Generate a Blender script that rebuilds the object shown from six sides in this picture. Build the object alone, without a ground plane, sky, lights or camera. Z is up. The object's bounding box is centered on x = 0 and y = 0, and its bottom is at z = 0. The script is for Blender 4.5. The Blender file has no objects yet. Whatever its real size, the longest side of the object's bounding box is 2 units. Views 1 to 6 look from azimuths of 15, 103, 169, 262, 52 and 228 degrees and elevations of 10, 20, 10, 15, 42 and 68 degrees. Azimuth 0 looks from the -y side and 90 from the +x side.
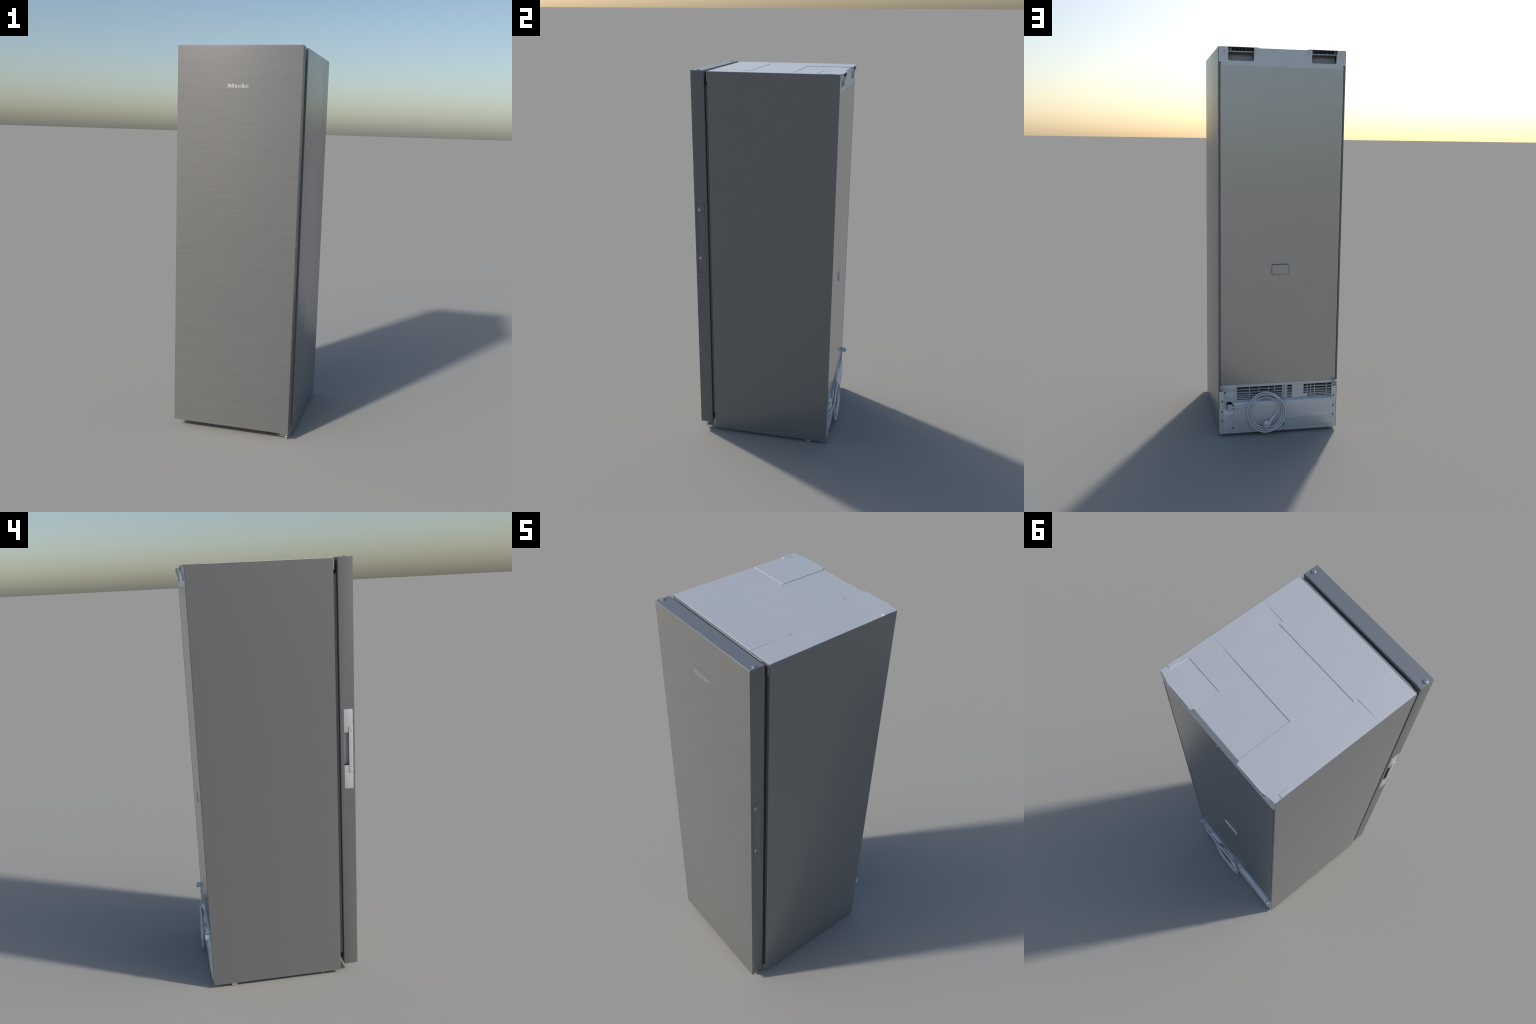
"""Free-standing single-door refrigerator: brushed steel door, grey painted cabinet,
plastic roof with two rear grilles, louvred compressor cover and a coiled mains lead."""
import bpy, bmesh, math, random
from mathutils import Vector, Matrix

random.seed(7)
WORLD = {}          # object name -> world position of its origin

# ------------------------------------------------------------------ key sizes
DOOR_X = 0.3150                     # half width of the door
DOOR_SHIFT, DOOR_TURN = -0.0013, 0.0032   # the door hangs a touch off square
DOOR_F, DOOR_B = -0.3802, -0.3128   # door front / back
DOOR_Z0, DOOR_Z1 = 0.0405, 1.9965
CAB_X = 0.3206                      # half width of the cabinet
CAB_F, CAB_B = -0.2936, 0.3452
CAB_Z0, CAB_Z1 = 0.0135, 1.9932
SHEET_Y = 0.3442                    # rear steel sheet


# ------------------------------------------------------------------ materials
def new_mat(name):
    m = bpy.data.materials.new(name)
    m.use_nodes = True
    nt = m.node_tree
    return m, nt, nt.nodes["Principled BSDF"]


def plain(name, col, rough=0.45, metal=0.0, spec=0.5, grain=0.03, scale=60.0):
    """A colour with a faint, even grain."""
    m, nt, b = new_mat(name)
    tc = nt.nodes.new("ShaderNodeTexCoord")
    no = nt.nodes.new("ShaderNodeTexNoise")
    no.inputs["Scale"].default_value = scale
    no.inputs["Detail"].default_value = 3
    rp = nt.nodes.new("ShaderNodeValToRGB")
    rp.color_ramp.elements[0].position = 0.3
    rp.color_ramp.elements[1].position = 0.7
    rp.color_ramp.elements[0].color = [c * (1 - grain) for c in col] + [1]
    rp.color_ramp.elements[1].color = [min(1, c * (1 + grain)) for c in col] + [1]
    nt.links.new(tc.outputs["Object"], no.inputs["Vector"])
    nt.links.new(no.outputs["Fac"], rp.inputs["Fac"])
    nt.links.new(rp.outputs["Color"], b.inputs["Base Color"])
    b.inputs["Roughness"].default_value = rough
    b.inputs["Metallic"].default_value = metal
    b.inputs["Specular IOR Level"].default_value = spec
    return m


def brushed(name, col, rough=0.42, metal=0.0, contrast=0.16):
    """Horizontally brushed steel: noise squeezed along z into long streaks."""
    m, nt, b = new_mat(name)
    tc = nt.nodes.new("ShaderNodeTexCoord")

    def streak(sx, sz, detail):
        mp = nt.nodes.new("ShaderNodeMapping")
        mp.inputs["Scale"].default_value = (sx, sx, sz)
        no = nt.nodes.new("ShaderNodeTexNoise")
        no.inputs["Scale"].default_value = 1.0
        no.inputs["Detail"].default_value = detail
        no.inputs["Roughness"].default_value = 0.65
        nt.links.new(tc.outputs["Object"], mp.inputs["Vector"])
        nt.links.new(mp.outputs["Vector"], no.inputs["Vector"])
        return no
    a, c = streak(9, 260, 4), streak(30, 900, 3)
    mx = nt.nodes.new("ShaderNodeMix")
    mx.data_type = 'FLOAT'
    mx.inputs["Factor"].default_value = 0.4
    nt.links.new(a.outputs["Fac"], mx.inputs["A"])
    nt.links.new(c.outputs["Fac"], mx.inputs["B"])
    rp = nt.nodes.new("ShaderNodeValToRGB")
    rp.color_ramp.elements[0].position = 0.30
    rp.color_ramp.elements[1].position = 0.70
    rp.color_ramp.elements[0].color = [k * (1 - contrast) for k in col] + [1]
    rp.color_ramp.elements[1].color = [k * (1 + contrast) for k in col] + [1]
    nt.links.new(mx.outputs["Result"], rp.inputs["Fac"])
    nt.links.new(rp.outputs["Color"], b.inputs["Base Color"])
    bp = nt.nodes.new("ShaderNodeBump")
    bp.inputs["Strength"].default_value = 0.05
    bp.inputs["Distance"].default_value = 0.0005
    nt.links.new(c.outputs["Fac"], bp.inputs["Height"])
    nt.links.new(bp.outputs["Normal"], b.inputs["Normal"])
    b.inputs["Roughness"].default_value = rough
    b.inputs["Metallic"].default_value = metal
    b.inputs["Specular IOR Level"].default_value = 0.42
    return m


STEEL = brushed("brushed_steel", (0.174, 0.171, 0.166), rough=0.38, contrast=0.14)
PAINT = plain("grey_painted_steel", (0.190, 0.188, 0.185), 0.25, spec=0.62, grain=0.004, scale=8)
SHEET = plain("galvanised_sheet", (0.48, 0.475, 0.47), 0.26, metal=1.0, grain=0.015, scale=8)
PLASTIC = plain("pale_metallic_plastic", (0.72, 0.73, 0.745), 0.42, metal=0.42, grain=0.008, scale=12)
CAPGREY = plain("slate_grey_plastic", (0.335, 0.345, 0.36), 0.36, metal=0.6, grain=0.01)
WHITE = plain("light_plastic", (0.56, 0.56, 0.56), 0.40)
DARK = plain("dark_grey_plastic", (0.06, 0.062, 0.068), 0.5)
RUBBER = plain("grey_rubber", (0.23, 0.235, 0.25), 0.5)
BLACK = plain("painted_cavity_shadow", (0.012, 0.013, 0.015), 0.7, spec=0.2)  # near-black colour painted for the unlit depth of gaps and bays
TRIM = plain("grey_front_trim", (0.34, 0.345, 0.36), 0.38, metal=0.6, grain=0.01)
LOGO = plain("silver_print", (0.47, 0.46, 0.445), 0.38, metal=0.6)
CHROME = plain("zinc_plated_metal", (0.62, 0.62, 0.61), 0.33, metal=0.7)
FIN = plain("charcoal_grille", (0.075, 0.078, 0.085), 0.5)


# ------------------------------------------------------------------ builders
def finish(name, bm, mat, parent, origin=None, smooth=True, bevel=0.0, seg=2):
    """Turn a bmesh in world coordinates into a parented object."""
    if bevel > 0:
        bmesh.ops.bevel(bm, geom=[e for e in bm.edges], offset=bevel, segments=seg,
                        affect='EDGES', profile=0.6, clamp_overlap=True)
    bmesh.ops.recalc_face_normals(bm, faces=bm.faces[:])
    if origin is None:
        lo = [min(v.co[i] for v in bm.verts) for i in range(3)]
        hi = [max(v.co[i] for v in bm.verts) for i in range(3)]
        origin = Vector([(a + b) / 2 for a, b in zip(lo, hi)])
    origin = Vector(origin)
    bmesh.ops.translate(bm, verts=bm.verts[:], vec=-origin)
    me = bpy.data.meshes.new(name)
    bm.to_mesh(me)
    bm.free()
    if mat:
        me.materials.append(mat)
    if smooth:
        me.shade_smooth()
        me.set_sharp_from_angle(angle=math.radians(32))
    ob = bpy.data.objects.new(name, me)
    link(ob, parent, origin)
    return ob


def link(ob, parent, origin):
    bpy.context.scene.collection.objects.link(ob)
    WORLD[ob.name] = Vector(origin)
    while parent and parent.parent and parent.parent.parent:   # thing > part > sub-part, no deeper
        parent = parent.parent
    if parent:
        ob.parent = parent
        ob.location = Vector(origin) - WORLD[parent.name]
    else:
        ob.location = origin
    return ob


def copy_to(ob, origin, parent=None, mirror_x=False):
    """Linked duplicate at another place."""
    c = ob.copy()
    link(c, parent or ob.parent, origin)
    if mirror_x:
        c.scale.x = -1
    return c


def add_box(bm, x0, x1, y0, y1, z0, z1):
    vs = [bm.verts.new((x, y, z)) for z in (z0, z1) for y in (y0, y1) for x in (x0, x1)]
    for f in ((0, 2, 3, 1), (4, 5, 7, 6), (0, 1, 5, 4), (2, 6, 7, 3), (0, 4, 6, 2), (1, 3, 7, 5)):
        bm.faces.new([vs[i] for i in f])
    return vs


def box(name, x, y, z, mat, parent, bevel=0.0008, seg=2):
    bm = bmesh.new()
    add_box(bm, min(x), max(x), min(y), max(y), min(z), max(z))
    return finish(name, bm, mat, parent, bevel=bevel, seg=seg)


def add_prism(bm, pts, axis, a0, a1):
    """Extrude a 2D outline along an axis. pts are the two other coordinates in xyz order."""
    def at(p, a):
        q = list(p)
        q.insert(axis, a)
        return q
    n = len(pts)
    lo = [bm.verts.new(at(p, a0)) for p in pts]
    hi = [bm.verts.new(at(p, a1)) for p in pts]
    bm.faces.new(lo)
    bm.faces.new(hi[::-1])
    for i in range(n):
        j = (i + 1) % n
        bm.faces.new((lo[i], hi[i], hi[j], lo[j]))


def prism(name, pts, axis, a0, a1, mat, parent, bevel=0.0, seg=2):
    bm = bmesh.new()
    add_prism(bm, pts, axis, a0, a1)
    return finish(name, bm, mat, parent, bevel=bevel, seg=seg)


def rounded_rect(u0, u1, v0, v1, r, n=5):
    pts = []
    for cu, cv, a in ((u1 - r, v1 - r, 0), (u0 + r, v1 - r, 90), (u0 + r, v0 + r, 180), (u1 - r, v0 + r, 270)):
        for i in range(n + 1):
            t = math.radians(a + 90 * i / n)
            pts.append((cu + r * math.cos(t), cv + r * math.sin(t)))
    return pts


def add_disc(bm, centre, axis, r, depth, n=24, dome=0.0):
    """Short round stud; with dome > 0 its outer end is rounded."""
    axis = Vector(axis).normalized()
    side = axis.orthogonal().normalized()
    up = axis.cross(side)
    c = Vector(centre)
    prof = [(r, 0.0), (r, depth)]
    if dome:
        for i in range(1, 5):
            t = math.radians(90 * i / 5)
            prof.append((r * math.cos(t), depth + dome * math.sin(t)))
    rings = []
    for rr, h in prof:
        rings.append([bm.verts.new(c + axis * h + (side * math.cos(2 * math.pi * k / n) + up * math.sin(2 * math.pi * k / n)) * rr) for k in range(n)])
    for a, b in zip(rings, rings[1:]):
        for k in range(n):
            bm.faces.new((a[k], a[(k + 1) % n], b[(k + 1) % n], b[k]))
    bm.faces.new(rings[0][::-1])
    bm.faces.new(rings[-1])


def stud(name, centre, axis, r, depth, mat, parent, dome=0.0, n=24):
    bm = bmesh.new()
    add_disc(bm, centre, axis, r, depth, n, dome)
    return finish(name, bm, mat, parent)


def cut(ob, cutters):
    """Boolean-subtract the cutter objects (they are removed afterwards)."""
    for c in cutters:
        m = ob.modifiers.new("cut", 'BOOLEAN')
        m.operation = 'DIFFERENCE'
        m.solver = 'EXACT'
        m.object = c
    bpy.context.view_layer.update()
    dg = bpy.context.evaluated_depsgraph_get()
    me = bpy.data.meshes.new_from_object(ob.evaluated_get(dg))
    old = ob.data
    ob.modifiers.clear()
    ob.data = me
    me.name = ob.name
    bpy.data.meshes.remove(old)
    for c in cutters:
        bpy.data.objects.remove(c, do_unlink=True)
    ob.data.shade_smooth()
    ob.data.set_sharp_from_angle(angle=math.radians(32))


def smooth_path(pts, per=10):
    """Catmull-Rom through the control points."""
    P = [Vector(p) for p in pts]
    P = [P[0] * 2 - P[1]] + P + [P[-1] * 2 - P[-2]]
    out = []
    for i in range(1, len(P) - 2):
        a, b, c, d = P[i - 1:i + 3]
        for k in range(per):
            t = k / per
            out.append(0.5 * ((2 * b) + (c - a) * t + (2 * a - 5 * b + 4 * c - d) * t * t + (3 * b - a - 3 * c + d) * t ** 3))
    out.append(P[-2])
    return out


def add_tube(bm, path, r, n=10):
    rings = []
    prev = None
    for i, p in enumerate(path):
        t = (path[min(i + 1, len(path) - 1)] - path[max(i - 1, 0)]).normalized()
        s = (prev - t * prev.dot(t)).normalized() if prev else t.orthogonal().normalized()
        prev = s
        u = t.cross(s)
        rr = r(i / (len(path) - 1)) if callable(r) else r
        rings.append([bm.verts.new(p + (s * math.cos(2 * math.pi * k / n) + u * math.sin(2 * math.pi * k / n)) * rr) for k in range(n)])
    for a, b in zip(rings, rings[1:]):
        for k in range(n):
            bm.faces.new((a[k], a[(k + 1) % n], b[(k + 1) % n], b[k]))
    bm.faces.new(rings[0][::-1])
    bm.faces.new(rings[-1])


# ------------------------------------------------------------------ the thing
fridge = bpy.data.objects.new("refrigerator", None)
link(fridge, None, (0, 0, 0))
fridge["label"] = "tall single-door refrigerator with brushed steel door, grey cabinet, coiled rear lead"
fridge["category"] = "refrigerator"

# ================================================================== DOOR
door = box("door", (-DOOR_X, DOOR_X), (DOOR_F, DOOR_B), (DOOR_Z0, DOOR_Z1 - 0.0015), STEEL, fridge, bevel=0.0012)

# grip pocket in the handle-side edge, shallow pocket for the blanking cover on the other
pocket = box("cutter", (-DOOR_X - 0.01, -DOOR_X + 0.030), (-0.3665, -0.3285), (1.0690, 1.2240), None, None, bevel=0)
pocket2 = prism("cutter", rounded_rect(-0.3696, -0.3249, 0.9554, 1.3331, 0.004), 0, DOOR_X - 0.0030, DOOR_X + 0.01, None, None)
cut(door, [pocket, pocket2])

# top cap: its rear edge is set back between the two corner ears
cap = [(-DOOR_X + 0.0008, DOOR_F + 0.0010), (DOOR_X - 0.0008, DOOR_F + 0.0010), (DOOR_X - 0.0008, DOOR_B - 0.0008),
       (0.2975, DOOR_B - 0.0008), (0.2930, -0.3165), (-0.2930, -0.3165), (-0.2975, DOOR_B - 0.0008), (-DOOR_X + 0.0008, DOOR_B - 0.0008)]
top_cap = prism("door_top_cap", cap, 2, DOOR_Z1 - 0.0022, DOOR_Z1, CAPGREY, door, bevel=0.0005, seg=1)
box("door_bottom_cap", (-0.300, 0.300), (DOOR_F + 0.008, DOOR_B - 0.006), (DOOR_Z0 - 0.0015, DOOR_Z0 + 0.002), CAPGREY, door, bevel=0)
knob = stud("cap_plug", (0.3000, -0.3480, DOOR_Z1 - 0.0005), (0, 0, 1), 0.0103, 0.0018, CAPGREY, top_cap, dome=0.0020)
copy_to(knob, WORLD[knob.name] + Vector((-0.6015, -0.0005, 0)))

# inner liner with a chamfered foot, and the magnetic gasket on it
prism("door_liner", [(-0.3150, 0.0560), (-0.3025, 0.0860), (-0.2990, 0.3), (-0.2990, 1.7), (-0.3010, 1.925), (-0.3150, 1.940)], 0,
      -0.2760, 0.2760, DARK, door, bevel=0.001)
ribs = ((0.2900, -0.3132, -0.3103), (0.3000, -0.3105, -0.3040), (0.2985, -0.3042, -0.2985), (0.2820, -0.2990, -0.2940))
bm = bmesh.new()
for hw, y0, y1 in ribs:
    for s in (-1, 1):
        add_box(bm, *sorted((s * (hw - 0.016), s * hw)), y0, y1, 0.0965, 1.9270)
    add_box(bm, -hw + 0.016, hw - 0.016, y0, y1, 1.9270 - 0.02, 1.9270)
    add_box(bm, -hw + 0.016, hw - 0.016, y0, y1, 0.0965, 0.1165)
finish("gasket", bm, RUBBER, door, bevel=0.0006, seg=1)

# ---- handle on the -x edge: two plates, a bar and its end blocks
HX = -DOOR_X
plate_y = (-0.3712, -0.3288)
bm = bmesh.new()
add_box(bm, HX - 0.0012, HX + 0.002, plate_y[0], plate_y[1], 1.2240, 1.3322)
upper = finish("handle_plate", bm, WHITE, door, bevel=0.0011)
bm = bmesh.new()
add_box(bm, HX - 0.0012, HX + 0.002, plate_y[0], plate_y[1], 0.9565, 1.0690)
finish("handle_plate", bm, WHITE, door, bevel=0.0011)
box("handle_recess", (HX + 0.022, HX + 0.0245), (-0.3660, -0.3290), (1.0695, 1.2235), PLASTIC, door, bevel=0)
bm = bmesh.new()
add_box(bm, HX - 0.0032, HX + 0.004, -0.3710, -0.3512, 1.0606, 1.2276)
grip = finish("handle", bm, WHITE, door, bevel=0.0018, seg=3)
bm = bmesh.new()
add_box(bm, HX - 0.0035, HX + 0.001, -0.3716, -0.3506, 1.2282, 1.2532)
block = finish("handle_block", bm, WHITE, door, bevel=0.0026, seg=3)
copy_to(block, WORLD[block.name] + Vector((0, 0, -0.1932)))

# ---- blanking cover on the +x edge with its two plugs
cover = prism("blanking_cover", rounded_rect(-0.3681, -0.3264, 0.9569, 1.3316, 0.0032), 0, DOOR_X - 0.0029, DOOR_X - 0.0001, STEEL, door)
for z in (1.3020, 1.0392):
    stud("screw_plug", (DOOR_X - 0.0010, -0.3565, z), (1, 0, 0), 0.0070, 0.0013, WHITE, cover, dome=0.0006)


# ---- the lettering: heavy slab-serif strokes, drawn as outlines
def ring(cx, cz, rx, rz, a0, a1, n=18):
    return [(cx + rx * math.cos(math.radians(a0 + (a1 - a0) * i / n)), cz + rz * math.sin(math.radians(a0 + (a1 - a0) * i / n))) for i in range(n + 1)]


def stroke_e(x0, w, h):
    """Round e: open bowl plus crossbar."""
    cx, cz, rx, rz = x0 + w / 2, h / 2, w / 2, h / 2
    ox = -w * 0.02
    bowl = ring(cx, cz, rx, rz, -28, -360 + 3, 26) + [(x0 + w, h * 0.44), (x0 + w * 0.64, h * 0.44)] + \
        [(cx + ox + 0.17 * w, h * 0.50)] + ring(cx + ox, cz, 0.16 * w, 0.36 * h, 10, 350 - 28, 20)
    bar = [(x0 + 0.30 * w, h * 0.42), (x0 + 0.97 * w, h * 0.42), (x0 + 0.97 * w, h * 0.55), (x0 + 0.30 * w, h * 0.55)]
    return [bowl, bar]


base_z = 1.7945
X = 0.0137          # x-height
CH = 0.0190         # cap height
letters = []
mx0, mx1 = -0.0558, -0.0216
letters += [  # M
    [(mx0, CH), (mx0 + 0.0115, CH), (mx0 + 0.0168, 0.0085), (mx1 - 0.0115, CH), (mx1, CH), (mx1, CH - 0.0035),
     (mx1 - 0.0022, CH - 0.0038), (mx1 - 0.0022, 0.0038), (mx1, 0.0034), (mx1, 0), (mx1 - 0.0142, 0), (mx1 - 0.0142, 0.0034),
     (mx1 - 0.0118, 0.0038), (mx1 - 0.0118, 0.0100), (mx0 + 0.0158, 0), (mx0 + 0.0132, 0), (mx0 + 0.0058, 0.0112), (mx0 + 0.0058, 0.0038),
     (mx0 + 0.0086, 0.0034), (mx0 + 0.0086, 0), (mx0, 0), (mx0, 0.0034), (mx0 + 0.0024, 0.0038), (mx0 + 0.0024, CH - 0.0038), (mx0, CH - 0.0035)]]


def stem(x0, x1, h):
    w = x1 - x0
    return [(x0, h), (x0 + 0.80 * w, h), (x0 + 0.80 * w, 0.0034), (x1, 0.0030), (x1, 0), (x0, 0), (x0, 0.0030), (x0 + 0.2 * w, 0.0034), (x0 + 0.2 * w, h - 0.0034), (x0, h - 0.003)]


letters.append(stem(-0.0201, -0.0061, X - 0.0006))
letters.append([(-0.0158, 0.0142), (-0.0124, 0.0142), (-0.0082, 0.0190), (-0.0116, 0.0188)])   # slanted dot
letters += stroke_e(-0.0047, 0.0208, X)
letters.append(stem(0.0164, 0.0312, CH - 0.0004))
letters += stroke_e(0.0318, 0.0214, X)
bm = bmesh.new()
for poly in letters:
    lo = [bm.verts.new((x, DOOR_F + 0.0003, base_z + z)) for x, z in poly]
    f = bm.faces.new(lo)
    ex = bmesh.ops.extrude_face_region(bm, geom=[f])
    bmesh.ops.translate(bm, verts=[g for g in ex["geom"] if isinstance(g, bmesh.types.BMVert)], vec=(0, -0.00075, 0))
bmesh.ops.triangulate(bm, faces=[f for f in bm.faces if len(f.verts) > 4])
finish("lettering", bm, LOGO, door, smooth=False)

# ================================================================== CABINET
cabinet = box("cabinet", (-0.3185, 0.3185), (CAB_F + 0.002, 0.2500), (CAB_Z0 + 0.001, 1.9860), PAINT, fridge, bevel=0.001)
# painted side walls, folded inwards at the back
def side_wall(s):
    o, i = s * CAB_X, s * (CAB_X - 0.0016)
    outline = [(o, CAB_F), (o, CAB_B - 0.0030), (o - s * 0.0009, CAB_B - 0.0009), (o - s * 0.0030, CAB_B), (s * 0.3118, CAB_B - 0.0008), (s * 0.3118, CAB_B - 0.0022), (i, CAB_B - 0.0022), (i, CAB_F + 0.0018), (s * 0.3100, CAB_F + 0.0018), (s * 0.3100, CAB_F)]
    bm = bmesh.new()
    add_prism(bm, outline, 2, CAB_Z0, 1.9915)
    return finish("side_panel", bm, PAINT, cabinet, bevel=0.0004, seg=1)


for s in (1, -1):
    w = side_wall(s)
    # the plastic rear cap laps over the fold at the top, the compressor cover at the bottom
    c1 = box("cutter", (s * 0.3100, s * (CAB_X - 0.0024)), (0.3420, 0.35), (1.9205, 2.0), None, None, bevel=0)
    c2 = box("cutter", (s * 0.3100, s * (CAB_X - 0.0026)), (0.3420, 0.35), (0.0, 0.2500), None, None, bevel=0)
    cut(w, [c1, c2])

box("base_plate", (-0.3150, 0.3150), (CAB_F + 0.012, 0.330), (CAB_Z0 - 0.001, CAB_Z0 + 0.004), DARK, cabinet, bevel=0)

# ---- front trim under the roof edge, with the two corner brackets
trim = [(-0.3145, -0.2930), (-0.3145, -0.2978), (-0.2965, -0.2982), (-0.2815, -0.3030), (0.2815, -0.3030), (0.2965, -0.2982), (0.3145, -0.2978), (0.3145, -0.2930)]
front_trim = prism("front_trim", trim, 2, 1.9760, 1.9914, TRIM, fridge, bevel=0.0006, seg=1)
br = box("corner_bracket", (0.3080, 0.3146), (-0.2918, -0.2990), (1.9425, 1.9905), TRIM, front_trim, bevel=0.0008)
copy_to(br, WORLD[br.name] * 1 + Vector((-2 * WORLD[br.name].x, 0, 0)))
box("door_closer", (0.2190, 0.2660), (-0.3030, -0.3120), (1.9550, 1.9720), CHROME, front_trim, bevel=0.001)
box("black_gap_filler", (-0.2400, 0.2600), (-0.2910, -0.3020), (1.9200, 1.9450), BLACK, cabinet, bevel=0)  # black filler blocks light leaks, keeps the gap above the gasket dark

# ---- roof: plates at slightly different heights, as the moulding steps
ROOF_BOTTOM = 1.9855


def roof_plate(outline, under=ROOF_BOTTOM):
    """outline: (x, y, height above nominal in mm)."""
    bm = bmesh.new()
    add_roof(bm, outline, under)
    bmesh.ops.triangulate(bm, faces=[f for f in bm.faces if len(f.verts) > 4])
    return finish("roof_panel", bm, PLASTIC, roof, smooth=False)


def add_roof(bm, outline, under):
    top = [bm.verts.new((x, y, CAB_Z1 + h / 1000)) for x, y, h in outline]
    bot = [bm.verts.new((x, y, CAB_Z1 + h / 1000 - 0.0012 if (under > ROOF_BOTTOM and y > 0.3) else min(under, CAB_Z1 + h / 1000 - 0.001))) for x, y, h in outline]
    bm.faces.new(top)
    bm.faces.new(bot[::-1])
    n = len(top)
    for i in range(n):
        j = (i + 1) % n
        bm.faces.new((top[i], bot[i], bot[j], top[j]))


E = 0.3184
roof = box("roof", (-0.3140, 0.3140), (CAB_F + 0.001, 0.2900), (1.9800, 1.9868), PLASTIC, fridge, bevel=0)
box('roof_bearer', (-0.3140, 0.3140), (0.1000, 0.2900), (1.9868, 1.9890), PLASTIC, roof, bevel=0)
EDGE = -0.5
# front field: outer wings, then the middle that swells to the front edge
for s in (1, -1):
    roof_plate([(s * E, CAB_F + 0.0006, 0), (s * 0.2040, CAB_F + 0.0006, 0), (s * 0.2040, -0.1200, 0), (s * E, -0.1200, 0)])
roof_plate([(-0.2040, CAB_F + 0.0004, 1.0), (0.2040, CAB_F + 0.0004, 1.0), (0.2040, -0.1500, 0.15), (0.2040, -0.1030, 0.1), (-0.2040, -0.1030, 0.1), (-0.2040, -0.1500, 0.15)])
# middle field, lower along its front step, level with the rims
for s in (1, -1):
    roof_plate([(s * E, -0.1200, 0), (s * 0.2040, -0.1200, -1.6), (s * 0.2040, 0.1170, 0.2), (s * E, 0.1170, 0)])
roof_plate([(-0.2040, -0.1030, -1.6), (0.2040, -0.1030, -1.6), (0.2040, 0.1170, 0.2), (-0.2040, 0.1170, 0.2)])
# rear centre, sunk
roof_plate([(-0.1220, 0.1170, -1.6), (0.1220, 0.1170, -1.6), (0.1220, 0.3430, -2.2), (-0.1220, 0.3430, -2.2)])
# rear field on the -x side: one raised plate whose lid overhangs the grille
roof_plate([(-0.1220, 0.1170, 0.9), (-E, 0.1170, 0.8), (-E, CAB_B, 0), (-0.2950, 0.3470, 0), (-0.2600, 0.3555, -0.2), (-0.1300, 0.3555, -0.2), (-0.1270, 0.3430, -0.2), (-0.1220, 0.3430, -0.2)], 1.9908)
# rear field on the +x side: an upper plate and a sunk lid behind it
roof_plate([(0.1220, 0.1170, -1.8), (0.1220, 0.2350, -1.9), (0.2950, 0.2350, -0.6), (E, 0.2350, 0.0), (E, 0.1170, 0.0)])
roof_plate([(0.1220, 0.2350, -3.4), (0.2950, 0.2350, -2.3), (0.3010, 0.3450, -0.4), (0.2950, 0.3470, -0.4), (0.2600, 0.3555, -0.4), (0.1300, 0.3555, -0.6), (0.1270, 0.3430, -0.6), (0.1220, 0.3430, -0.6)], 1.9892)
roof_plate([(0.2950, 0.2350, 0.0), (E, 0.2350, 0.0), (E, CAB_B, 0), (0.3010, 0.3450, 0)])
tab = box("roof_tab", (0.3030, 0.3184), (0.2730, 0.3155), (1.9920, CAB_Z1 + 0.0013), PLASTIC, roof, bevel=0.0002, seg=1)
copy_to(tab, WORLD[tab.name] + Vector((-2 * WORLD[tab.name].x, 0, 0.0004)))

# ---- rear steel sheet with its raised oblong and a screw
sheet = box("rear_sheet", (-0.3096, 0.3096), (SHEET_Y - 0.0012, SHEET_Y), (0.2650, 1.9150), SHEET, fridge, bevel=0.0003, seg=1)
bm = bmesh.new()
base = rounded_rect(-0.0460, 0.0447, 0.8682, 0.9217, 0.0075)
crown = rounded_rect(-0.0442, 0.0429, 0.8700, 0.9168, 0.0070)
lo = [bm.verts.new((x, SHEET_Y - 0.0004, z)) for x, z in base]
mid = [bm.verts.new((x, SHEET_Y + 0.0045, z)) for x, z in crown]
for i in range(len(lo)):
    j = (i + 1) % len(lo)
    bm.faces.new((lo[i], lo[j], mid[j], mid[i]))
bm.faces.new(mid)
bm.faces.new(lo[::-1])
finish("raised_panel", bm, SHEET, sheet)
bm = bmesh.new()
rim_o = rounded_rect(-0.0470, 0.0457, 0.8672, 0.9225, 0.0085)
rim_i = rounded_rect(-0.0458, 0.0445, 0.8684, 0.9213, 0.0073)
for pts, y in ((rim_o, SHEET_Y + 0.0003), (rim_i, SHEET_Y + 0.0003)):
    for x, z in pts:
        bm.verts.new((x, y, z))
bm.verts.ensure_lookup_table()
n = len(rim_o)
for i in range(n):
    j = (i + 1) % n
    bm.faces.new((bm.verts[i], bm.verts[j], bm.verts[n + j], bm.verts[n + i]))
ex = bmesh.ops.extrude_face_region(bm, geom=bm.faces[:])
bmesh.ops.translate(bm, verts=[g for g in ex["geom"] if isinstance(g, bmesh.types.BMVert)], vec=(0, -0.0008, 0))
finish("panel_edge_shade_ring", bm, DARK, sheet, smooth=False)  # contact shading round the oblong, modelled as a thin dark ring
stud("screw", (0.0, SHEET_Y - 0.0005, 1.8951), (0, 1, 0), 0.0042, 0.001, PLASTIC, sheet, dome=0.002)

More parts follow.
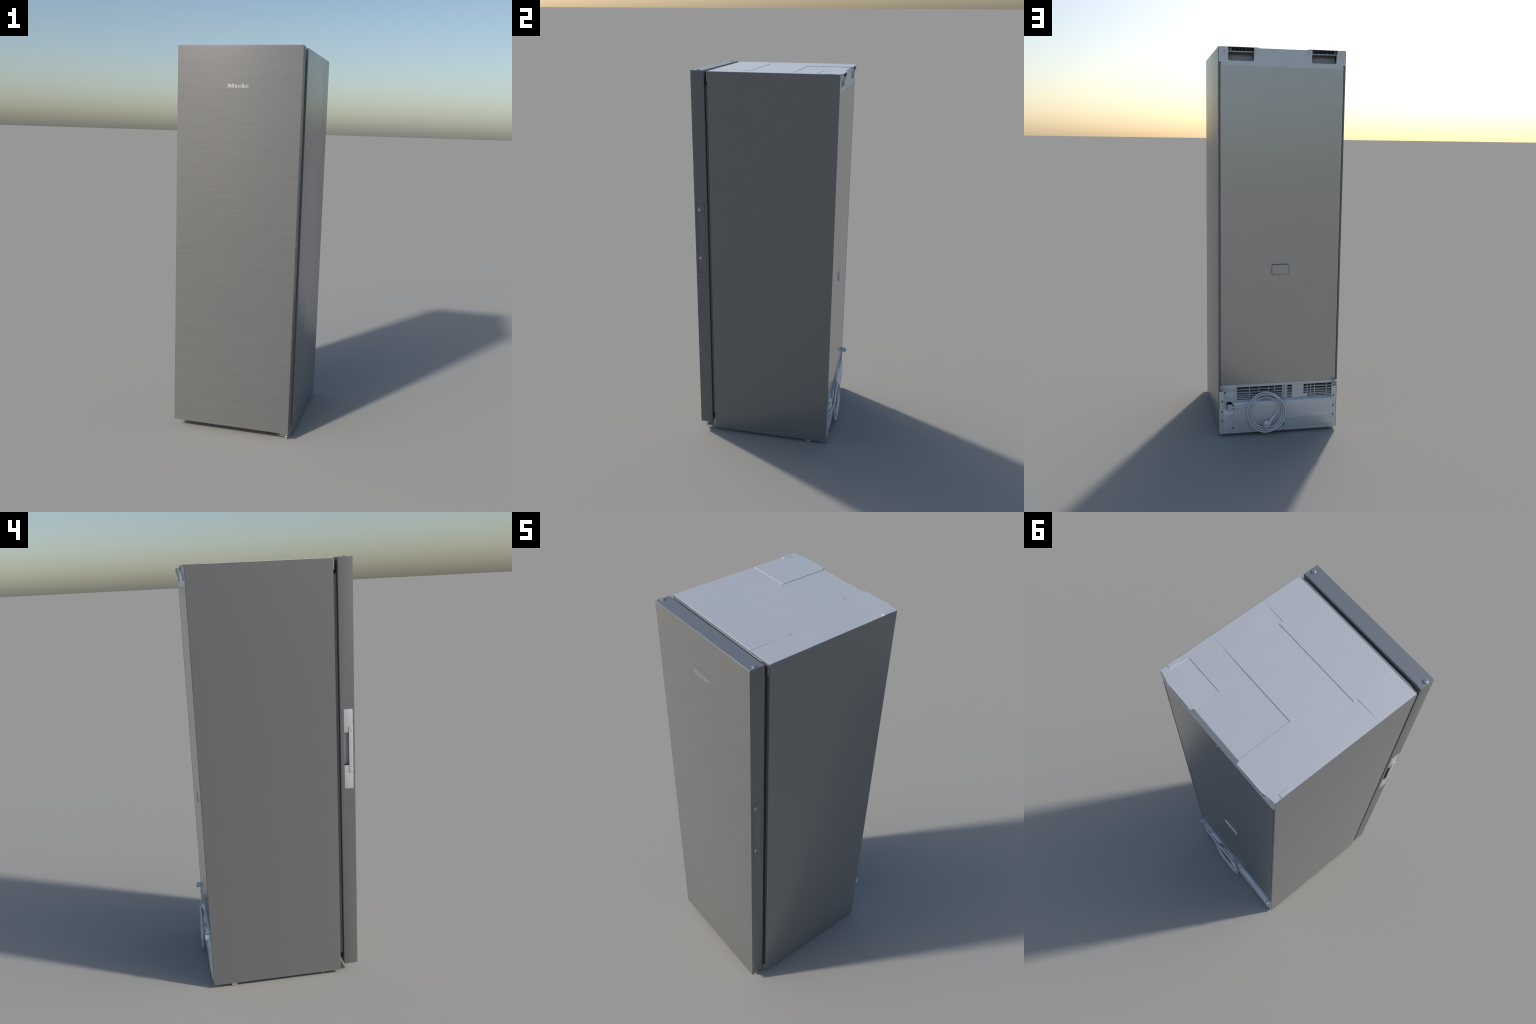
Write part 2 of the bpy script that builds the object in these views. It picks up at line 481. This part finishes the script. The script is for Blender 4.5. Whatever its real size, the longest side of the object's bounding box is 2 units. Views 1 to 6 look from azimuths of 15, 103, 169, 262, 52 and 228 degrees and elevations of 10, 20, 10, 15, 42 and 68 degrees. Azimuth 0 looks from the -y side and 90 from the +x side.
# ---- rear cap with the two grilles
cap_pts = [(-0.3064, 1.9045), (-0.030, 1.9050), (-0.012, 1.9065), (0, 1.9100), (0.012, 1.9065), (0.030, 1.9050), (0.3064, 1.9045),
           (0.3064, 1.9205), (0.3176, 1.9210), (0.3176, 1.9900), (0.127, 1.9910), (0.124, 1.9895), (-0.124, 1.9895), (-0.127, 1.9910), (-0.3176, 1.9900), (-0.3176, 1.9210), (-0.3064, 1.9205)]
rear_cap = prism("rear_cap", cap_pts, 1, 0.3300, 0.3450, PLASTIC, fridge, bevel=0.0004, seg=1)
holes = []
for s in (1, -1):
    pts = [(s * x, z) for x, z in rounded_rect(0.1450, 0.2720, 1.9285, 1.9980, 0.008)]
    holes.append(prism("cutter", pts, 1, 0.30, 0.36, None, None))
cut(rear_cap, holes)
for s in (1, -1):
    # cheeks that carry the overhang
    for a, b in ((0.1280, 0.1450), (0.2720, 0.2895)):
        prism("grille_cheek", [(0.3440, 1.9905), (0.3550, 1.9905), (0.3550, 1.9725), (0.3508, 1.9660), (0.3440, 1.9500)], 0, s * a, s * b, PLASTIC, rear_cap, bevel=0.0005, seg=1)
    box("grille_shelf", (s * 0.1440, s * 0.2730), (0.3000, 0.3515), (1.9708, 1.9732), PLASTIC, rear_cap, bevel=0.0005)
    box("grille_shadow_plate", (s * 0.1430, s * 0.2740), (0.3120, 0.3180), (1.9600, 1.9905), DARK, rear_cap, bevel=0)  # dark plate modelled behind the fins for the shadow in the vent
    n = 17
    fin = None
    for k in range(n):
        x = 0.1490 + (0.2560 - 0.1490) * k / (n - 1)
        if fin is None:
            fin = box("grille_fin", (s * (x - 0.0010), s * (x + 0.0010)), (0.3190, 0.3520), (1.9732, 1.9905), FIN, rear_cap, bevel=0)
        else:
            copy_to(fin, (s * x, WORLD[fin.name].y - (0.003 if k % 5 == 2 else 0), WORLD[fin.name].z))
    box("grille_post", (s * 0.2585, s * 0.2605), (0.3300, 0.3535), (1.9735, 1.9885), PLASTIC, rear_cap, bevel=0.0003, seg=1)
    stud("latch", (s * 0.2665, 0.3350, 1.9815), (0, 1, 0), 0.0038, 0.012, FIN, rear_cap, dome=0.001)
    # hand hold: a curved scoop under the shelf
    scoop = []
    for i in range(9):
        t = i / 8
        scoop.append((0.3020 + 0.0420 * t ** 2.4, 1.9710 - 0.0440 * t))
    outline = scoop + [(0.2640, 1.9265), (0.2640, 1.9710)]
    prism("hand_hold", outline, 0, s * 0.1452, s * 0.2718, PLASTIC, rear_cap)

# ================================================================== COMPRESSOR COVER
cover_profile = [(0.3260, 0.0120), (0.3450, 0.0120), (0.3466, 0.0300), (0.3495, 0.0350), (0.3545, 0.0830), (0.3556, 0.0860),
                 (0.3560, 0.1140), (0.3556, 0.1540), (0.3545, 0.1780), (0.3510, 0.1860), (0.3380, 0.1935), (0.3260, 0.1935)]
rear_cover = prism("compressor_cover", cover_profile, 0, -0.2950, 0.2400, PLASTIC, fridge, bevel=0.0004, seg=1)
# end strips and the shallow bay for the mains inlet on the +x side
for s in (1, -1):
    prism("cover_side_strip", [(0.3260, 0.0130), (0.3450, 0.0130), (0.3470, 0.0900), (0.3475, 0.2480), (0.3260, 0.2480)], 0,
          *sorted((s * 0.2945, s * (CAB_X - 0.0036))), PLASTIC, rear_cover, bevel=0.0008)
    for z in (0.1961, 0.1388, 0.0864):
        box("clip_slot", (s * 0.2995, s * 0.3045), (0.3440, 0.3478), (z - 0.0085, z + 0.0060), DARK, rear_cover, bevel=0.0004, seg=1)
    sp = box("wall_spacer", (s * 0.2960, s * 0.3110), (0.3420, 0.3705), (0.2610, 0.2850), PLASTIC, rear_cover, bevel=0.0012)
    for k in range(3):
        box("spacer_slot", (s * 0.2985, s * 0.3085), (0.3690, 0.3709), (0.2640 + 0.0070 * k, 0.2675 + 0.0070 * k), DARK, sp, bevel=0)
bay = prism("inlet_bay", [(0.3260, 0.0120), (0.3440, 0.0120), (0.3466, 0.0300), (0.3480, 0.0345), (0.3490, 0.0880), (0.3460, 0.1250), (0.3400, 0.1450), (0.3390, 0.1925), (0.3260, 0.1925)], 0,
            0.2400, 0.2945, PLASTIC, rear_cover, bevel=0.0003, seg=1)
# raised tongue in the bay
tongue = []
for i in range(13):
    t = math.radians(180 + 180 * i / 12)
    tongue.append((0.2620 + 0.0075 * math.cos(t), 0.0460 + 0.0075 * math.sin(t)))
tongue += [(0.2700, 0.0900), (0.2780, 0.1150), (0.2450, 0.1150), (0.2520, 0.0900)]
bm = bmesh.new()
lo = [bm.verts.new((x, 0.3440, z)) for x, z in tongue]
hi = [bm.verts.new((x, 0.3495 + 0.020 * (z - 0.0385), z)) for x, z in tongue]
bm.faces.new(lo); bm.faces.new(hi[::-1])
for i in range(len(lo)):
    j = (i + 1) % len(lo)
    bm.faces.new((lo[i], hi[i], hi[j], lo[j]))
finish("bay_tongue", bm, PLASTIC, rear_cover)

# ---- louvre frame above
LZ0, LZ1 = 0.1925, 0.2810


def lean(z):
    """y of the louvre face, leaning towards the wall at its foot."""
    return 0.3390 + 0.0020 * (z - LZ0) / (LZ1 - LZ0)


def add_bar(bm, x0, x1, z0, z1, proud=0.0, depth=0.006):
    pts = [(lean(z0) + proud, z0), (lean(z1) + proud, z1), (lean(z1) - depth, z1), (lean(z0) - depth, z0)]
    add_prism(bm, pts, 0, min(x0, x1), max(x0, x1))


bm = bmesh.new()
add_bar(bm, 0.3045, -0.3085, 0.2685, LZ1, proud=0.0055)        # head rail
add_bar(bm, 0.2260, -0.2945, LZ0 - 0.001, 0.1945)              # foot rail
add_bar(bm, 0.2260, 0.2950, LZ0 - 0.001, 0.2500, proud=0.0070)  # inlet housing field
add_bar(bm, -0.2905, -0.2960, 0.1945, 0.2685, proud=0.0090)
add_bar(bm, 0.2260, 0.2220, 0.1945, 0.2685)
add_bar(bm, -0.0205, -0.0480, 0.1945, 0.2685, proud=-0.004)    # channel field
add_bar(bm, -0.0190, -0.0225, 0.1945, 0.2700, proud=0.0005)
add_bar(bm, -0.0310, -0.0365, 0.1860, 0.2700, proud=0.0090, depth=0.004)
add_bar(bm, -0.0325, -0.0415, 0.1200, 0.1900, proud=0.0185, depth=0.004)
add_bar(bm, -0.0450, -0.0482, 0.1945, 0.2700, proud=0.0005)
add_bar(bm, -0.0738, -0.1372, 0.1945, 0.2685, proud=-0.0008)   # blank field
add_bar(bm, -0.1372, -0.1575, 0.1945, 0.2110, proud=-0.0008)
add_bar(bm, -0.0755, -0.1360, 0.2280, 0.2360, proud=0.0018)
for x in (0.1561, 0.1048, 0.0539, 0.0225, -0.1570, -0.1767, -0.1973, -0.2629):
    add_bar(bm, x - 0.0014, x + 0.0014, 0.1935, 0.2695, proud=0.0004)
finish("louvre_frame", bm, PLASTIC, rear_cover)

slat_z = (0.2665, 0.2500, 0.2345, 0.2215, 0.2105, 0.2012)
for x0, x1, zmin in ((0.2225, -0.0200, 0), (-0.0480, -0.0740, 0), (-0.1370, -0.1575, 0.21), (-0.1565, -0.2910, 0)):
    for z in slat_z:
        if z < zmin:
            continue
        y = lean(z) - 0.0020
        t = 0.0030 if z < 0.26 else 0.0045
        prism("louvre_slat", [(y, z - 0.0026), (y, z - 0.0026 + t), (y - 0.0140, z + 0.0028), (y - 0.0140, z + 0.0010)], 0,
              min(x0, x1), max(x0, x1), PLASTIC, rear_cover)
box("bay_shadow_block", (-0.3000, 0.3000), (0.2880, 0.2980), (0.1600, 0.2700), BLACK, rear_cover, bevel=0)  # black box darkens the louvre gaps, the bay's shade given as an object

# ---- inlet housing: label plate, stepped box, small ribs, screws, arch over the connector
box("label_plate", (0.2275, 0.3040), (0.3400, 0.3492), (0.2512, 0.2815), PLASTIC, rear_cover, bevel=0.0010)
box("label_groove", (0.2255, 0.2960), (0.3400, 0.3465), (0.2490, 0.2520), DARK, rear_cover, bevel=0)
box("inlet_housing", (0.2430, 0.2830), (0.3400, 0.3510), (0.1950, 0.2440), PLASTIC, rear_cover, bevel=0.0016)
for k in range(3):
    box("housing_rib", (0.2270, 0.2405), (0.3440, 0.3490), (0.2240 - 0.0125 * k, 0.2330 - 0.0125 * k), PLASTIC, rear_cover, bevel=0.0008)
arch = []
for i in range(11):
    t = math.radians(10 + 160 * i / 10)
    arch.append((0.2640 + 0.0330 * math.cos(t), 0.1760 + 0.0180 * math.sin(t)))
bm = bmesh.new()
add_tube(bm, smooth_path([(x, 0.3490, z) for x, z in arch], 3), 0.0026, 8)
finish("inlet_arch", bm, PLASTIC, rear_cover)
box("inlet_shadow_block", (0.2500, 0.2770), (0.3380, 0.3450), (0.1450, 0.1890), BLACK, rear_cover, bevel=0.002)  # shadow around the connector, built as a black box
stud("screw", (0.2870, 0.3500, 0.2425), (0, 1, 0), 0.0042, 0.0022, DARK, rear_cover, dome=0.001)
stud("screw", (0.2445, 0.3485, 0.0450), (0, 1, 0), 0.0042, 0.0035, DARK, rear_cover, dome=0.001)
stud("screw", (-0.0270, 0.3440, 0.0150), (0, 1, 0), 0.0042, 0.0030, TRIM, rear_cover, dome=0.001)
stud("screw", (-0.2745, 0.3440, 0.0170), (0, 1, 0), 0.0042, 0.0030, TRIM, rear_cover, dome=0.001)
box("cover_channel", (-0.0300, -0.0262), (0.3500, 0.3545), (0.0420, 0.0640), DARK, rear_cover, bevel=0)
prism("cover_rail", [(0.3450, 0.0250), (0.3480, 0.0300), (0.3570, 0.0860), (0.3580, 0.1200), (0.3520, 0.1200)], 0, -0.0430, -0.0310, PLASTIC, rear_cover, bevel=0.0005, seg=1)
# little pointed pin above the cover
bm = bmesh.new()
add_tube(bm, [Vector((0.0072, 0.3446, 0.2800 + 0.0150 * i / 6)) for i in range(7)], lambda t: 0.0035 * (1 - t) ** 0.6 + 0.0003, 10)
finish("locating_pin", bm, PLASTIC, rear_cover)

# ---- mains lead: connector, coil, tie and plug
connector = box("inlet_connector", (0.2520, 0.2745), (0.3455, 0.3620), (0.1420, 0.1780), PLASTIC, rear_cover, bevel=0.0030, seg=3)
bm = bmesh.new()
add_tube(bm, [Vector((0.2540 - 0.0030 * i, 0.3570, 0.1630 - 0.0002 * i)) for i in range(7)], lambda t: 0.0072 - 0.0018 * t, 12)
finish("strain_relief", bm, PLASTIC, connector)

CX, CZ = 0.0693, 0.1290


def coil(u, w, y):
    return (CX - u, y - 0.0012, CZ + w * 0.985)


lead_pts = [(0.2400, 0.3570, 0.1620), (0.2150, 0.3585, 0.1610), (0.1880, 0.3620, 0.1660), (0.1480, 0.3660, 0.1800)]
lead_pts += [coil(*p) for p in (
    (-0.045, 0.0880, 0.3650), (0.000, 0.0990, 0.3650), (0.055, 0.0830, 0.3680), (0.094, 0.0360, 0.3715), (0.1020, -0.0200, 0.3725), (0.075, -0.0800, 0.3720), (0.000, -0.1120, 0.3710),
    (-0.070, -0.0800, 0.3695), (-0.1000, 0.0000, 0.3670), (-0.072, 0.0790, 0.3645), (-0.005, 0.1110, 0.3640), (0.065, 0.0800, 0.3650), (0.0960, 0.0000, 0.3670), (0.065, -0.0750, 0.3690), (0.000, -0.1010, 0.3685),
    (-0.062, -0.0720, 0.3670), (-0.0895, 0.0000, 0.3640), (-0.066, 0.0700, 0.3620), (-0.003, 0.0990, 0.3605), (0.058, 0.0720, 0.3630), (0.0850, 0.0000, 0.3655), (0.058, -0.0680, 0.3660), (0.000, -0.0885, 0.3655),
    (-0.055, -0.0640, 0.3645), (-0.0795, 0.0000, 0.3630), (-0.058, 0.0600, 0.3605), (0.000, 0.0830, 0.3600), (0.046, 0.0620, 0.3640), (0.0655, 0.0250, 0.3680), (0.058, 0.0000, 0.3690), (0.040, -0.0260, 0.3700))]
bm = bmesh.new()
add_tube(bm, smooth_path(lead_pts, 8), 0.0045, 12)
finish("power_cord", bm, PLASTIC, rear_cover)
bm = bmesh.new()
add_tube(bm, smooth_path([coil(0.003, 0.1180, 0.3600), coil(0.003, 0.1180, 0.3680), coil(0.003, 0.0990, 0.3705), coil(0.003, 0.0780, 0.3660), coil(0.003, 0.0760, 0.3560), coil(0.003, 0.1000, 0.3540), coil(0.003, 0.1180, 0.3600)], 6), 0.0014, 8)
add_tube(bm, smooth_path([coil(0.002, 0.1160, 0.3660), coil(-0.004, 0.1190, 0.3710), coil(-0.007, 0.1200, 0.3745)], 5), 0.0013, 8)
finish("cable_tie", bm, PLASTIC, rear_cover)

# plug body: stations along its axis, (distance, half width, half thickness)
P0, P1 = Vector(coil(0.0400, -0.0240, 0.3690)), Vector(coil(-0.0020, -0.0905, 0.3695))
ax = (P1 - P0).normalized()
yv = Vector((0, 1, 0))
sv = ax.cross(yv).normalized()
if sv.x < 0:
    sv = -sv
bm = bmesh.new()
rings = []
L = (P1 - P0).length
for t, hw, ht in ((0.0, 0.0045, 0.0045), (0.05, 0.0060, 0.0055), (0.30, 0.0075, 0.0068), (0.48, 0.0090, 0.0080), (0.60, 0.0125, 0.0090), (0.90, 0.0130, 0.0092), (1.0, 0.0105, 0.0075)):
    c = P0 + ax * L * t
    rings.append([bm.verts.new(c + sv * (hw * abs(math.cos(a)) ** 0.6 * math.copysign(1, math.cos(a))) + yv * (ht * abs(math.sin(a)) ** 0.6 * math.copysign(1, math.sin(a))))
                  for a in [2 * math.pi * k / 20 for k in range(20)]])
for a, b in zip(rings, rings[1:]):
    for k in range(20):
        bm.faces.new((a[k], a[(k + 1) % 20], b[(k + 1) % 20], b[k]))
bm.faces.new(rings[0][::-1])
bm.faces.new(rings[-1])
plug = finish("mains_plug", bm, PLASTIC, rear_cover)
bm = bmesh.new()
c = P0 + ax * L * 0.72 + Vector((0, 0.0006, 0))
add_disc(bm, (0, 0, 0), (0, 0, 1), 0.0180, 0.0155, 28, dome=0.003)
rot = Matrix((sv, yv * 0.50, sv.cross(yv))).transposed()
frame = Matrix((ax, yv * 0.50, sv)).transposed().to_4x4()
bmesh.ops.transform(bm, matrix=Matrix.Translation(c + sv * 0.0085) @ frame, verts=bm.verts[:])
finish("plug_face", bm, PLASTIC, plug)

# ================================================================== FEET AND LOWER HINGE
for s in (1, -1):
    stud("foot", (s * 0.2950, -0.2055, 0.0), (0, 0, 1), 0.0100, 0.0140, CHROME, fridge)
    prism("glide_foot", [(0.2270, 0.0145), (0.2330, 0.0), (0.2560, 0.0), (0.2620, 0.0145)], 0, s * 0.2800, s * 0.3150, CHROME, fridge, bevel=0.0006, seg=1)
hinge = box("hinge", (0.2480, 0.3120), (-0.2915, -0.3020), (0.0150, 0.0600), CHROME, fridge, bevel=0.001)
prism("hinge_arm", [(0.2480, -0.3000), (0.2520, -0.3420), (0.2700, -0.3500), (0.3040, -0.3540), (0.3130, -0.3480), (0.3130, -0.3000)], 2, 0.0150, 0.0185, CHROME, hinge, bevel=0.0006, seg=1)
stud("hinge_pin", (0.2990, -0.3450, 0.0050), (0, 0, 1), 0.0055, 0.0360, CHROME, hinge)
box("hinge_bush", (0.2700, 0.3100), (-0.3370, -0.3560), (0.0250, 0.0400), CHROME, hinge, bevel=0.001)

# the door hangs a touch off square and off centre
door.location.x += DOOR_SHIFT
door.rotation_euler.z = DOOR_TURN
